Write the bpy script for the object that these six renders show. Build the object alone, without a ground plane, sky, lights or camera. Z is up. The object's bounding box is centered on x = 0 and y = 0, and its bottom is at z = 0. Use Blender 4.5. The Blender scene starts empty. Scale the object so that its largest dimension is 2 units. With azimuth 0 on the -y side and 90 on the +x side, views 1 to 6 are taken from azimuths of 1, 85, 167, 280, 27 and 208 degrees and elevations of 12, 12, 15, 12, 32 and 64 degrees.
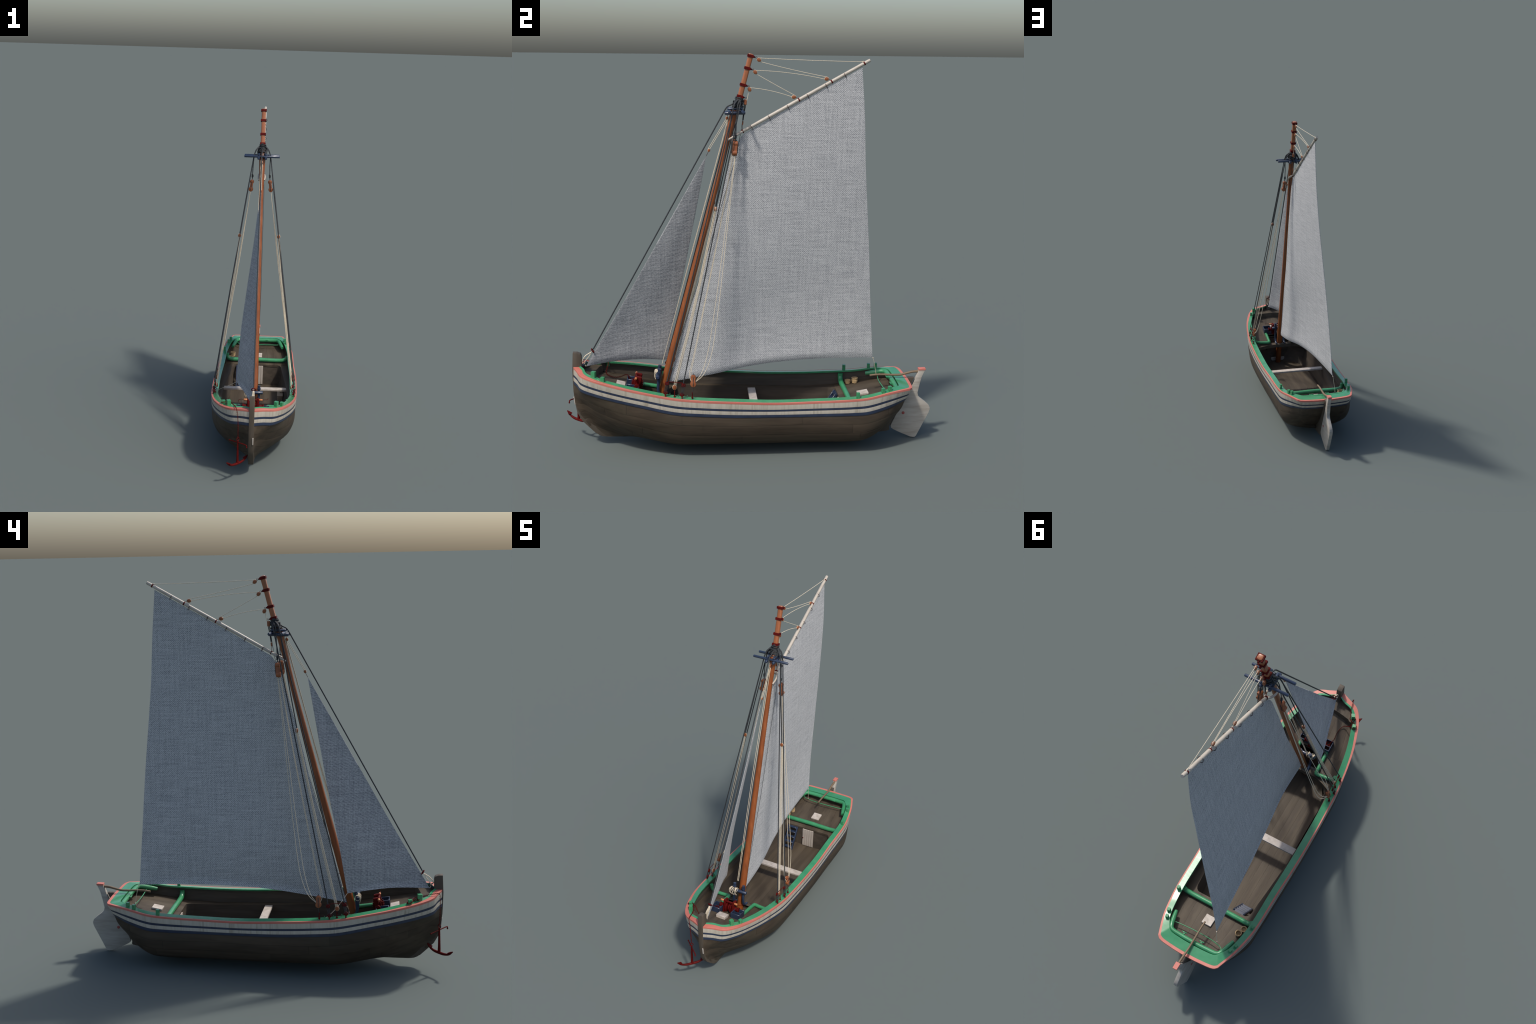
import bpy, bmesh, math, random
import numpy as np
from mathutils import Vector, Matrix

random.seed(7)
RNG = np.random.default_rng(11)

# ------------------------------------------------------------------ helpers
root = bpy.data.objects.new("sailing_boat", None)
bpy.context.scene.collection.objects.link(root)
root["label"] = "wooden gaff rigged fishing boat with pale canvas sails"
root["category"] = "sailing boat"


def link(obj, parent=None):
    bpy.context.scene.collection.objects.link(obj)
    obj.parent = parent or root
    return obj


def mesh_of(name, verts, faces, mats, face_mats=None, smooth=True, angle=40):
    me = bpy.data.meshes.new(name)
    me.from_pydata([tuple(map(float, v)) for v in verts], [], [tuple(map(int, f)) for f in faces])
    for m in (mats if isinstance(mats, (list, tuple)) else [mats]):
        me.materials.append(m)
    if face_mats is not None:
        me.polygons.foreach_set("material_index", face_mats)
    bm = bmesh.new()
    bm.from_mesh(me)
    bmesh.ops.recalc_face_normals(bm, faces=bm.faces)
    bm.to_mesh(me)
    bm.free()
    me.polygons.foreach_set("use_smooth", [smooth] * len(me.polygons))
    if smooth:
        me.set_sharp_from_angle(angle=math.radians(angle))
    me.update()
    return me


def part(name, verts, faces, mats, parent=None, **kw):
    return link(bpy.data.objects.new(name, mesh_of(name, verts, faces, mats, **kw)), parent)


def instance(name, me, matrix, parent=None):
    o = bpy.data.objects.new(name, me)
    link(o, parent)
    o.matrix_local = matrix
    return o


class Geo:
    """Collects pieces of one mesh."""

    def __init__(self):
        self.v, self.f, self.m = [], [], []

    def add(self, vf, mat=0):
        v, f = vf
        b = len(self.v)
        self.v.extend([tuple(p) for p in v])
        self.f.extend([tuple(i + b for i in q) for q in f])
        self.m.extend([mat] * len(f))
        return self

    def obj(self, name, mats, parent=None, **kw):
        return part(name, self.v, self.f, mats, parent, face_mats=self.m, **kw)

    def mesh(self, name, mats, **kw):
        return mesh_of(name, self.v, self.f, mats, face_mats=self.m, **kw)


def curve(P, n=8):
    """Centripetal Catmull-Rom through control points."""
    P = np.asarray(P, float)
    Q = np.vstack([2 * P[0] - P[1], P, 2 * P[-1] - P[-2]])
    out = []
    for i in range(1, len(Q) - 2):
        p0, p1, p2, p3 = Q[i - 1:i + 3]
        k = lambda a, b: np.sqrt(np.linalg.norm(b - a)) + 1e-7
        t1 = k(p0, p1); t2 = t1 + k(p1, p2); t3 = t2 + k(p2, p3)
        for t in np.linspace(t1, t2, n, endpoint=False):
            a1 = (t1 - t) / t1 * p0 + t / t1 * p1
            a2 = (t2 - t) / (t2 - t1) * p1 + (t - t1) / (t2 - t1) * p2
            a3 = (t3 - t) / (t3 - t2) * p2 + (t - t2) / (t3 - t2) * p3
            b1 = (t2 - t) / t2 * a1 + t / t2 * a2
            b2 = (t3 - t) / (t3 - t1) * a2 + (t - t1) / (t3 - t1) * a3
            out.append((t2 - t) / (t2 - t1) * b1 + (t - t1) / (t2 - t1) * b2)
    out.append(P[-1])
    return np.array(out)


def sweep(path, radius, n=10, flat=1.0, caps=True, closed=False, square=0):
    """Tube along a polyline; radius may vary; flat squeezes one cross axis."""
    P = np.asarray(path, float)
    R = np.broadcast_to(np.asarray(radius, float), (len(P),))
    if closed:
        T = np.roll(P, -1, 0) - np.roll(P, 1, 0)
    else:
        T = np.gradient(P, axis=0)
    T /= np.linalg.norm(T, axis=1)[:, None] + 1e-12
    ref = np.array([1.0, 0, 0]) if abs(T[0][0]) < .9 else np.array([0, 0, 1.0])
    U = np.cross(T[0], ref); U /= np.linalg.norm(U)
    V, F = [], []
    for i in range(len(P)):
        U = U - T[i] * (U @ T[i]); U /= np.linalg.norm(U) + 1e-12
        W = np.cross(T[i], U)
        for k in range(n):
            a = 2 * math.pi * k / n
            q = (abs(math.cos(a)) ** square + abs(math.sin(a)) ** square) ** (-1 / square) if square else 1
            V.append(P[i] + R[i] * q * (math.cos(a) * U + flat * math.sin(a) * W))
    m = len(P)
    for i in range(m if closed else m - 1):
        j = (i + 1) % m
        for k in range(n):
            F.append((i * n + k, i * n + (k + 1) % n, j * n + (k + 1) % n, j * n + k))
    if caps and not closed:
        F.append(tuple(range(n)))
        F.append(tuple((m - 1) * n + k for k in range(n)))
    return V, F


def lathe(profile, n=20, axis="z", centre=(0, 0, 0)):
    V, F = [], []
    for r, h in profile:
        for k in range(n):
            a = 2 * math.pi * k / n
            c, s = r * math.cos(a), r * math.sin(a)
            p = {"z": (c, s, h), "x": (h, c, s), "y": (c, h, s)}[axis]
            V.append(np.array(p) + centre)
    m = len(profile)
    for i in range(m - 1):
        for k in range(n):
            F.append((i * n + k, i * n + (k + 1) % n, (i + 1) * n + (k + 1) % n, (i + 1) * n + k))
    F.append(tuple(range(n)))
    F.append(tuple((m - 1) * n + k for k in range(n)))
    return V, F


def box(size, bevel=0.001, M=None, taper=1.0):
    bm = bmesh.new()
    bmesh.ops.create_cube(bm, size=1)
    for v in bm.verts:
        k = taper if v.co.z > 0 else 1
        v.co = Vector((v.co.x * size[0] * k, v.co.y * size[1] * k, v.co.z * size[2]))
    if bevel:
        bmesh.ops.bevel(bm, geom=list(bm.edges), offset=bevel, segments=1, affect="EDGES")
    if M is not None:
        bm.transform(M)
    bm.verts.index_update()
    V = [v.co.copy() for v in bm.verts]
    F = [tuple(v.index for v in f.verts) for f in bm.faces]
    bm.free()
    return V, F


def ball(radii, M=None, u=16, v=10):
    bm = bmesh.new()
    bmesh.ops.create_uvsphere(bm, u_segments=u, v_segments=v, radius=1)
    for q in bm.verts:
        q.co = Vector((q.co.x * radii[0], q.co.y * radii[1], q.co.z * radii[2]))
    if M is not None:
        bm.transform(M)
    bm.verts.index_update()
    V = [q.co.copy() for q in bm.verts]
    F = [tuple(q.index for q in f.verts) for f in bm.faces]
    bm.free()
    return V, F


def ring(centre, normal, R, r, n=24, k=8, stretch=None):
    nrm = Vector(normal).normalized()
    a = nrm.orthogonal().normalized()
    if stretch is not None:
        a = Vector(stretch[0]); a = (a - nrm * a.dot(nrm)).normalized()
    b = nrm.cross(a)
    s = stretch[1] if stretch else 1.0
    P = [Vector(centre) + a * (R * s * math.cos(t)) + b * (R * math.sin(t)) for t in
         [2 * math.pi * i / n for i in range(n)]]
    return sweep(P, r, k, closed=True)


def prism(poly_yz, x0, x1, bevel=0.0):
    """Outline in the y-z plane given depth across x, edges bevelled."""
    bm = bmesh.new()
    a = [bm.verts.new((x0, y, z)) for y, z in poly_yz]
    f = bm.faces.new(a)
    r = bmesh.ops.extrude_face_region(bm, geom=[f])
    for v in r["geom"]:
        if isinstance(v, bmesh.types.BMVert):
            v.co.x = x1
    bm.normal_update()
    if bevel:
        e = [e for e in bm.edges if e.is_manifold and e.calc_face_angle(0) > .7]
        bmesh.ops.bevel(bm, geom=e, offset=bevel, segments=2, affect="EDGES", profile=.5)
    bmesh.ops.triangulate(bm, faces=[f for f in bm.faces if len(f.verts) > 4])
    bm.verts.index_update()
    V = [v.co.copy() for v in bm.verts]
    F = [tuple(v.index for v in f.verts) for f in bm.faces]
    bm.free()
    return V, F


def grid_faces(nu, nv):
    return [(i * nv + j, i * nv + j + 1, (i + 1) * nv + j + 1, (i + 1) * nv + j)
            for i in range(nu - 1) for j in range(nv - 1)]


def aim(p, direction, up=(1, 0, 0)):
    """Matrix with local z along direction, placed at p."""
    z = Vector(direction).normalized()
    x = Vector(up); x = (x - z * x.dot(z)).normalized()
    y = z.cross(x)
    M = Matrix((x, y, z)).transposed().to_4x4()
    M.translation = Vector(p)
    return M


# ---------------------------------------------------------------- materials
def ramp_set(node, stops):
    cr = node.color_ramp
    while len(cr.elements) > len(stops):
        cr.elements.remove(cr.elements[-1])
    while len(cr.elements) < len(stops):
        cr.elements.new(1.0)
    for e, (p, c) in zip(cr.elements, stops):
        e.position = p
        e.color = (*c, 1)


def material(name, stops, rough=.6, scale=(8, 8, 8), detail=5, coat=0, metallic=0, bump=0.0, bump_scale=None,
             spec=.5, vary=0.0, second=None, rough_var=0.0):
    """Principled material whose colour runs along stretched noise on Object coordinates.
    second: (scale, colour, low, high, strength) an extra noise mask towards a colour."""
    m = bpy.data.materials.new(name)
    m.use_nodes = True
    nt = m.node_tree
    N, L = nt.nodes, nt.links
    b = N["Principled BSDF"]
    b.inputs["Roughness"].default_value = rough
    b.inputs["Metallic"].default_value = metallic
    b.inputs["Coat Weight"].default_value = coat
    b.inputs["Coat Roughness"].default_value = .15
    b.inputs["Specular IOR Level"].default_value = spec
    tc = N.new("ShaderNodeTexCoord")

    def noise(sc, det, rot=None):
        mp = N.new("ShaderNodeMapping")
        mp.inputs["Scale"].default_value = sc
        if rot:
            mp.inputs["Rotation"].default_value = rot
        L.new(tc.outputs["Object"], mp.inputs["Vector"])
        nz = N.new("ShaderNodeTexNoise")
        nz.inputs["Scale"].default_value = 1
        nz.inputs["Detail"].default_value = det
        nz.inputs["Roughness"].default_value = .6
        L.new(mp.outputs["Vector"], nz.inputs["Vector"])
        return nz.outputs["Fac"]

    f = noise(scale, detail)
    rp = N.new("ShaderNodeValToRGB")
    ramp_set(rp, stops)
    L.new(f, rp.inputs["Fac"])
    col = rp.outputs["Color"]
    if second:
        sc, c2, lo, hi, st = second
        g = noise(sc, 4)
        mr = N.new("ShaderNodeMapRange")
        mr.inputs["From Min"].default_value = lo
        mr.inputs["From Max"].default_value = hi
        mr.inputs["To Max"].default_value = st
        L.new(g, mr.inputs["Value"])
        mx = N.new("ShaderNodeMix"); mx.data_type = "RGBA"
        L.new(mr.outputs["Result"], mx.inputs["Factor"])
        L.new(col, mx.inputs["A"])
        mx.inputs["B"].default_value = (*c2, 1)
        col = mx.outputs["Result"]
    if vary:
        oi = N.new("ShaderNodeObjectInfo")
        mr = N.new("ShaderNodeMapRange")
        mr.inputs["To Min"].default_value = 1 - vary
        mr.inputs["To Max"].default_value = 1 + vary
        L.new(oi.outputs["Random"], mr.inputs["Value"])
        hs = N.new("ShaderNodeHueSaturation")
        L.new(mr.outputs["Result"], hs.inputs["Value"])
        L.new(col, hs.inputs["Color"])
        col = hs.outputs["Color"]
    L.new(col, b.inputs["Base Color"])
    if rough_var:
        mr = N.new("ShaderNodeMapRange")
        mr.inputs["To Min"].default_value = rough - rough_var
        mr.inputs["To Max"].default_value = rough + rough_var
        L.new(f, mr.inputs["Value"])
        L.new(mr.outputs["Result"], b.inputs["Roughness"])
    if bump:
        h = noise(bump_scale or tuple(3 * s for s in scale), 4)
        bp = N.new("ShaderNodeBump")
        bp.inputs["Strength"].default_value = bump
        bp.inputs["Distance"].default_value = .002
        L.new(h, bp.inputs["Height"])
        L.new(bp.outputs["Normal"], b.inputs["Normal"])
    return m


def canvas(name, angle, period, light, dark, twill):
    """Coarse twill: diagonal bands broken by cross bands, with slubs, on the sail's own plane (object y-z)."""
    m = bpy.data.materials.new(name)
    m.use_nodes = True
    nt = m.node_tree
    N, L = nt.nodes, nt.links
    b = N["Principled BSDF"]
    b.inputs["Roughness"].default_value = .92
    b.inputs["Specular IOR Level"].default_value = .15
    b.inputs["Sheen Weight"].default_value = .1
    tc = N.new("ShaderNodeTexCoord")

    def tex(kind, rot, sc, **kw):
        mp = N.new("ShaderNodeMapping")
        mp.inputs["Rotation"].default_value = (math.radians(rot), 0, 0)
        mp.inputs["Scale"].default_value = sc
        mp.vector_type = "TEXTURE" if False else "POINT"
        L.new(tc.outputs["Object"], mp.inputs["Vector"])
        t = N.new(kind)
        L.new(mp.outputs["Vector"], t.inputs["Vector"])
        for k, v in kw.items():
            t.inputs[k].default_value = v
        return t.outputs["Fac"]

    def math_node(op, a, c):
        n = N.new("ShaderNodeMath"); n.operation = op
        for i, s in enumerate((a, c)):
            if isinstance(s, float):
                n.inputs[i].default_value = s
            else:
                L.new(s, n.inputs[i])
        return n.outputs[0]

    def turned(kind, rot, sc, **kw):
        a = N.new("ShaderNodeMapping")
        a.inputs["Rotation"].default_value = (math.radians(-rot), 0, 0)
        L.new(tc.outputs["Object"], a.inputs["Vector"])
        mp = N.new("ShaderNodeMapping")
        mp.inputs["Scale"].default_value = sc
        L.new(a.outputs["Vector"], mp.inputs["Vector"])
        t = N.new(kind)
        L.new(mp.outputs["Vector"], t.inputs["Vector"])
        if kind.endswith("Wave"):
            t.bands_direction = "Z"
        for k_, v in kw.items():
            t.inputs[k_].default_value = v
        return t.outputs["Fac"]

    # twill lines broken into dashes, then slubs of weft and warp
    wave = turned("ShaderNodeTexWave", angle, (.3, 1, 1), **{"Scale": .314 / period, "Distortion": 1.4, "Detail": 1.0, "Detail Scale": 1.6})
    dash = turned("ShaderNodeTexNoise", angle, (1, .75 / period, 1.9 / period), Scale=1.0, Detail=1.0, Roughness=.5)
    weft = tex("ShaderNodeTexNoise", 0, (1, 7, 150), Scale=1.0, Detail=3.0)
    warp = tex("ShaderNodeTexNoise", 0, (1, 120, 5), Scale=1.0, Detail=3.0)
    weave = math_node("ADD", math_node("MULTIPLY", wave, twill), math_node("MULTIPLY", dash, .50))
    slub = math_node("ADD", math_node("MULTIPLY", weft, .34), math_node("MULTIPLY", warp, .26))
    s = math_node("SUBTRACT", math_node("ADD", math_node("MULTIPLY", weave, 1.0), slub), .17)
    relief = math_node("ADD", weave, math_node("MULTIPLY", slub, .5))
    rp = N.new("ShaderNodeValToRGB")
    mid = tuple((a * .6 + c * .4) for a, c in zip(light, dark))
    ramp_set(rp, [(.30, dark), (.50, mid), (.68, light)])
    L.new(s, rp.inputs["Fac"])
    L.new(rp.outputs["Color"], b.inputs["Base Color"])
    bp = N.new("ShaderNodeBump")
    bp.inputs["Strength"].default_value = .75
    bp.inputs["Distance"].default_value = .002
    L.new(relief, bp.inputs["Height"])
    L.new(bp.outputs["Normal"], b.inputs["Normal"])
    return m


def S(*c):
    return tuple(c)


M_HULL = material("tarred_oak", [(.25, S(.034, .024, .0155)), (.5, S(.051, .037, .0245)), (.8, S(.073, .054, .036))],
                  rough=.65, spec=.25, scale=(30, 3, 30), vary=.16, bump=.35, bump_scale=(120, 8, 120),
                  second=((5, 5, 12), (.047, .043, .029), .5, .75, .5))
M_SEAM = material("pitch_seam", [(.3, S(.028, .022, .017)), (.7, S(.045, .036, .028))], rough=.85)
M_STEM = material("stem_oak", [(.25, S(.050, .037, .025)), (.5, S(.068, .052, .036)), (.8, S(.092, .072, .052))],
                  rough=.7, scale=(40, 40, 4), bump=.3, bump_scale=(120, 120, 10))
M_DECK = material("deck_oak", [(.22, S(.050, .037, .024)), (.5, S(.073, .056, .038)), (.8, S(.102, .081, .056))],
                  rough=.62, spec=.28, scale=(26, 2.6, 26), vary=.10, bump=.4, bump_scale=(110, 6, 110),
                  second=((16, 1.6, 16), (.042, .031, .022), .46, .66, .75))
M_WALL = material("ceiling_oak", [(.22, S(.044, .034, .024)), (.5, S(.064, .049, .035)), (.8, S(.088, .068, .050))],
                  rough=.75, scale=(30, 3, 40), bump=.3, bump_scale=(110, 6, 110))
M_WHITE = material("white_paint", [(.2, S(.32, .28, .215)), (.45, S(.42, .375, .305)), (.8, S(.49, .445, .37))],
                   rough=.55, scale=(60, 60, 4), bump=.15,
                   second=((70, 55, 2), (.22, .185, .125), .52, .78, .8))
M_NAVY = material("navy_paint", [(.3, S(.013, .020, .044)), (.7, S(.022, .034, .066))], rough=.5, scale=(20, 20, 4))
M_SALMON = material("salmon_paint", [(.3, S(.44, .122, .088)), (.7, S(.55, .165, .122))], rough=.5, scale=(14, 5, 14))
M_GREEN = material("green_gloss", [(.25, S(.030, .185, .080)), (.5, S(.040, .225, .100)), (.8, S(.062, .27, .13))],
                   rough=.17, scale=(9, 14, 9), bump=.06, bump_scale=(9, 22, 9), rough_var=.06)
M_GREENP = material("green_paint", [(.3, S(.030, .20, .078)), (.7, S(.048, .255, .11))], rough=.3, scale=(20, 20, 8),
                    coat=.1)
M_MAST = material("varnished_spruce", [(.25, S(.15, .040, .009)), (.5, S(.225, .061, .014)), (.8, S(.29, .086, .022))],
                  rough=.42, scale=(60, 60, 5), coat=.1, bump=.1)
M_TOP = material("pale_topmast_orange", [(.25, S(.22, .068, .022)), (.5, S(.30, .095, .034)), (.8, S(.36, .125, .05))],  # paler, less saturated orange-brown than the mainmast
                 rough=.4, scale=(60, 60, 6), coat=.15, bump=.1)
M_BLOCK = material("block_wood", [(.3, S(.20, .056, .016)), (.7, S(.29, .088, .028))], rough=.5, scale=(60, 60, 20))
M_SPAR = material("bleached_spar", [(.25, S(.35, .305, .25)), (.5, S(.43, .38, .315)), (.8, S(.51, .455, .385))],
                  rough=.45, scale=(70, 8, 30), bump=.15)
M_IRON = material("red_iron", [(.3, S(.060, .0025, .002)), (.7, S(.10, .004, .003))], rough=.6, spec=.12, scale=(40, 40, 40))
M_TAN = material("tan_planks", [(.3, S(.20, .155, .105)), (.7, S(.30, .24, .17))], rough=.7, scale=(60, 12, 40))
M_PIN = material("red_lead", [(.3, S(.24, .045, .04)), (.7, S(.30, .06, .05))], rough=.6)
M_DARKIRON = material("dark_iron", [(.3, S(.028, .008, .007)), (.7, S(.05, .012, .011))], rough=.5)
M_BLUE = material("blue_steel", [(.3, S(.014, .023, .048)), (.7, S(.026, .041, .078))], rough=.3, scale=(30, 30, 30),
                  coat=.2)
M_TAR = material("tarred_rope", [(.3, S(.012, .014, .016)), (.7, S(.026, .029, .032))], rough=.65,
                 scale=(300, 300, 120), bump=.3)
M_ROPE = material("hemp_rope", [(.3, S(.50, .42, .30)), (.7, S(.66, .58, .45))], rough=.85, scale=(300, 300, 200))
M_PALE = material("scrubbed_planks", [(.25, S(.32, .275, .225)), (.5, S(.44, .385, .33)), (.8, S(.53, .475, .415))],
                  rough=.6, scale=(40, 40, 10), bump=.15)
M_RUDDER = material("grey_planks", [(.2, S(.27, .235, .19)), (.5, S(.37, .335, .285)), (.8, S(.46, .42, .365))],
                    rough=.65, scale=(20, 7, 55), bump=.3, bump_scale=(30, 14, 200),
                    second=((5, 3, 40), (.22, .19, .15), .55, .8, .7))
M_TILLER = material("tiller_ash", [(.3, S(.115, .075, .04)), (.7, S(.19, .13, .075))], rough=.55, scale=(40, 8, 40))
M_STRAW = material("straw_wood", [(.3, S(.34, .22, .10)), (.7, S(.52, .37, .19))], rough=.7, scale=(90, 90, 12))
M_CREAM = material("dowel_wood", [(.3, S(.40, .13, .04)), (.7, S(.5, .19, .07))], rough=.5, scale=(20, 60, 60))
M_MAIN = canvas("main_canvas", 44, .0072, (.545, .54, .535), (.20, .205, .215), .24)
M_JIB = canvas("jib_canvas", -12, .0072, (.50, .495, .49), (.185, .19, .20), .14)

# ------------------------------------------------------------- hull surface
# stations from stem to stern corner, then round the transom to the centre line
# B: lower edge of the salmon rail, D: lower edge of the painted band
STB = [(.012, -.904, .414), (.060, -.8835, .4110), (.123, -.8565, .404), (.170, -.789, .391), (.2146, -.6595, .3676),
       (.2351, -.5595, .350), (.2540, -.3885, .3200), (.2575, -.25, .3067), (.2595, -.10, .2985), (.2565, .10, .2885),
       (.2480, .30, .288), (.2440, .506, .2925), (.2365, .584, .297), (.2145, .699, .316), (.178, .805, .3235),
       (.160, .819, .322), (.080, .829, .319), (0, .832, .318)]
STD = [(.012, -.906, .334), (.060, -.8815, .3305), (.108, -.858, .323), (.155, -.784, .3116), (.2011, -.656, .2914),
       (.229, -.55, .2755), (.250, -.3885, .2440), (.2545, -.25, .2335), (.2555, -.10, .2255), (.2540, .10, .2225),
       (.2480, .30, .2195), (.2405, .506, .2165), (.2345, .584, .2185), (.205, .695, .240), (.162, .782, .262),
       (.145, .793, .262), (.075, .803, .261), (0, .806, .261)]
# section below the band: offsets of five points down to the keel
LOW = [
    [(.012, -.906, .285), (.012, -.900, .235), (.012, -.888, .178), (.012, -.862, .135), (.012, -.832, .10), (.012, -.80, .065)],
    [(.030, -.886, .280), (.018, -.883, .230), (.014, -.874, .180), (.013, -.852, .140), (.013, -.825, .10), (.012, -.79, .06)],
    [(.064, -.857, .275), (.037, -.854, .235), (.022, -.848, .190), (.015, -.833, .150), (.013, -.805, .105), (.012, -.76, .05)],
    [(.120, -.785, .258), (.088, -.784, .210), (.060, -.780, .165), (.039, -.772, .125), (.022, -.760, .090), (.012, -.74, .045)],
    [(.188, -.656, .235), (.166, -.656, .185), (.127, -.656, .135), (.078, -.656, .092), (.033, -.654, .060), (.012, -.65, .043)],
    [(.224, -.55, .222), (.205, -.55, .168), (.170, -.55, .118), (.117, -.55, .077), (.056, -.55, .052), (0, -.55, .040)],
    [(.247, -.3885, .192), (.235, -.3885, .138), (.207, -.3885, .088), (.155, -.3885, .054), (.080, -.3885, .032), (0, -.3885, .020)],
    [(.2515, -.25, .184), (.240, -.25, .130), (.212, -.25, .083), (.160, -.25, .052), (.085, -.25, .028), (0, -.25, .012)],
    [(.2525, -.10, .180), (.241, -.10, .128), (.213, -.10, .081), (.160, -.10, .050), (.085, -.10, .026), (0, -.10, .010)],
    [(.2515, .10, .178), (.241, .10, .126), (.212, .10, .080), (.160, .10, .050), (.085, .10, .026), (0, .10, .010)],
    [(.2465, .30, .178), (.237, .30, .127), (.209, .30, .080), (.158, .30, .050), (.085, .30, .026), (0, .30, .010)],
    [(.2385, .506, .170), (.230, .506, .120), (.206, .506, .076), (.158, .506, .048), (.084, .506, .028), (0, .506, .012)],
    [(.2330, .584, .172), (.226, .584, .125), (.204, .584, .084), (.160, .584, .058), (.088, .584, .037), (0, .584, .024)],
    [(.200, .69, .195), (.190, .68, .150), (.168, .668, .115), (.128, .656, .088), (.068, .650, .070), (0, .648, .058)],
    [(.155, .760, .212), (.145, .730, .170), (.126, .701, .130), (.098, .673, .103), (.052, .648, .079), (0, .634, .062)],
    [(.136, .770, .210), (.124, .737, .168), (.104, .704, .128), (.078, .676, .102), (.040, .648, .079), (0, .634, .062)],
    [(.070, .772, .210), (.063, .738, .167), (.052, .704, .127), (.038, .675, .101), (.020, .648, .079), (0, .634, .062)],
    [(0, .774, .210), (0, .739, .167), (0, .705, .127), (0, .676, .101), (0, .650, .079), (0, .634, .062)],
]
CORNER, SUB = 14, 8


def along(rows, n=SUB):
    """Smooth a per-station curve, keeping the quarter corner crisp."""
    rows = np.array(rows, float)
    a = curve(rows[:CORNER + 1], n)
    b = curve(rows[CORNER:], n)
    return np.vstack([a, b[1:]])


UB, UD = along(STB), along(STD)
out = np.gradient(UB, axis=0)
PN = np.stack([out[:, 1], -out[:, 0], 0 * out[:, 0]], 1)
PN /= np.linalg.norm(PN, axis=1)[:, None] + 1e-12
c = CORNER * SUB
PN[c] = (PN[c - 1] + PN[c + 1]); PN[c] /= np.linalg.norm(PN[c])
PN[-1] = (0, 1, 0)
if PN[60, 0] < 0:
    PN = -PN

cols = [UD - PN * .0035] + [along([s[k] for s in LOW]) for k in range(6)]
stack = np.stack(cols, 1)
G = np.stack([curve(stack[i], 6) for i in range(len(stack))])     # (u, v, xyz) below the band
NU, NV = G.shape[:2]


def normals(g):
    du = np.gradient(g, axis=0)
    dv = np.gradient(g, axis=1)
    n = np.cross(dv, du)
    n /= np.linalg.norm(n, axis=2)[:, :, None] + 1e-12
    return n


GN = normals(G)
if GN[NU // 2, 2, 0] < 0:
    GN = -GN

hull = Geo()
for sg in (1, -1):
    hull.add(((G * [sg, 1, 1]).reshape(-1, 3), grid_faces(NU, NV)))
HULL = hull.obj("hull", [M_SEAM])

# strakes: planks fastened over the hull, cut at staggered butts
rows_v = [0, 6, 12, 18, 24, 30, 36]
butts = [[0, 34, 50, 78, 104, CORNER * SUB], [0, 27, 56, 88, CORNER * SUB], [0, 40, 66, 92, CORNER * SUB],
         [0, 36, 62, 84, CORNER * SUB], [0, 44, 72, 96, CORNER * SUB], [0, 50, 80, CORNER * SUB]]


def plank(i0, i1, j0, j1, sg, thick=.0016, gap=.0007):
    g = G[i0:i1 + 1, j0:j1 + 1].copy()
    n = GN[i0:i1 + 1, j0:j1 + 1]
    P = g.copy()
    for a, b in ((0, 1), (-1, -2)):
        e = P[b] - P[a]
        P[a] = P[a] + e * np.minimum(gap / (np.linalg.norm(e, axis=1) + 1e-9), .4)[:, None]
        e = P[:, b] - P[:, a]
        P[:, a] = P[:, a] + e * np.minimum(gap / (np.linalg.norm(e, axis=1) + 1e-9), .4)[:, None]
    lift = np.full(P.shape[:2], thick)
    lift[:, 0] *= .55; lift[:, -1] *= .75; lift[0] *= .6; lift[-1] *= .6
    top = (P + n * lift[:, :, None]) * [sg, 1, 1]
    low = (P - n * .0012) * [sg, 1, 1]
    nu, nv = P.shape[:2]
    V = list(top.reshape(-1, 3))
    F = grid_faces(nu, nv)
    edge = [i * nv for i in range(nu)] + [(nu - 1) * nv + j for j in range(1, nv)] + \
           [i * nv + nv - 1 for i in range(nu - 2, -1, -1)] + [j for j in range(nv - 2, 0, -1)]
    b = len(V)
    lowf = low.reshape(-1, 3)
    V += [lowf[e] for e in edge]
    m = len(edge)
    for k in range(m):
        F.append((edge[k], edge[(k + 1) % m], b + (k + 1) % m, b + k))
    return V, F


for sg in (1, -1):
    for r in range(6):
        cut = butts[r]
        for a, b in zip(cut[:-1], cut[1:]):
            V, F = plank(a, b, rows_v[r], rows_v[r + 1], sg)
            part("hull_plank", V, F, M_HULL, HULL, angle=30)
        V, F = plank(CORNER * SUB, NU - 1, rows_v[r], rows_v[r + 1], sg)
        part("transom_plank", V, F, M_HULL, HULL, angle=30)

# painted band: white strakes and navy lines, slightly proud of the planking
def band(f0, f1, proud):
    """Closed moulding between two fractions of the height from rail to band foot."""
    fr = np.linspace(f0, f1, 4)
    rows = []
    rows.append(UB + (UD - UB) * f0 - PN * .007)
    for k, f in enumerate(fr):
        p = proud + (.0004 if k in (1, 2) else 0)
        rows.append(UB + (UD - UB) * f + PN * p)
    rows.append(UB + (UD - UB) * f1 - PN * .007)
    R = np.stack(rows, 1)
    g = Geo()
    for sg in (1, -1):
        g.add(((R * [sg, 1, 1]).reshape(-1, 3), grid_faces(NU, R.shape[1])))
    return g


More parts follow.
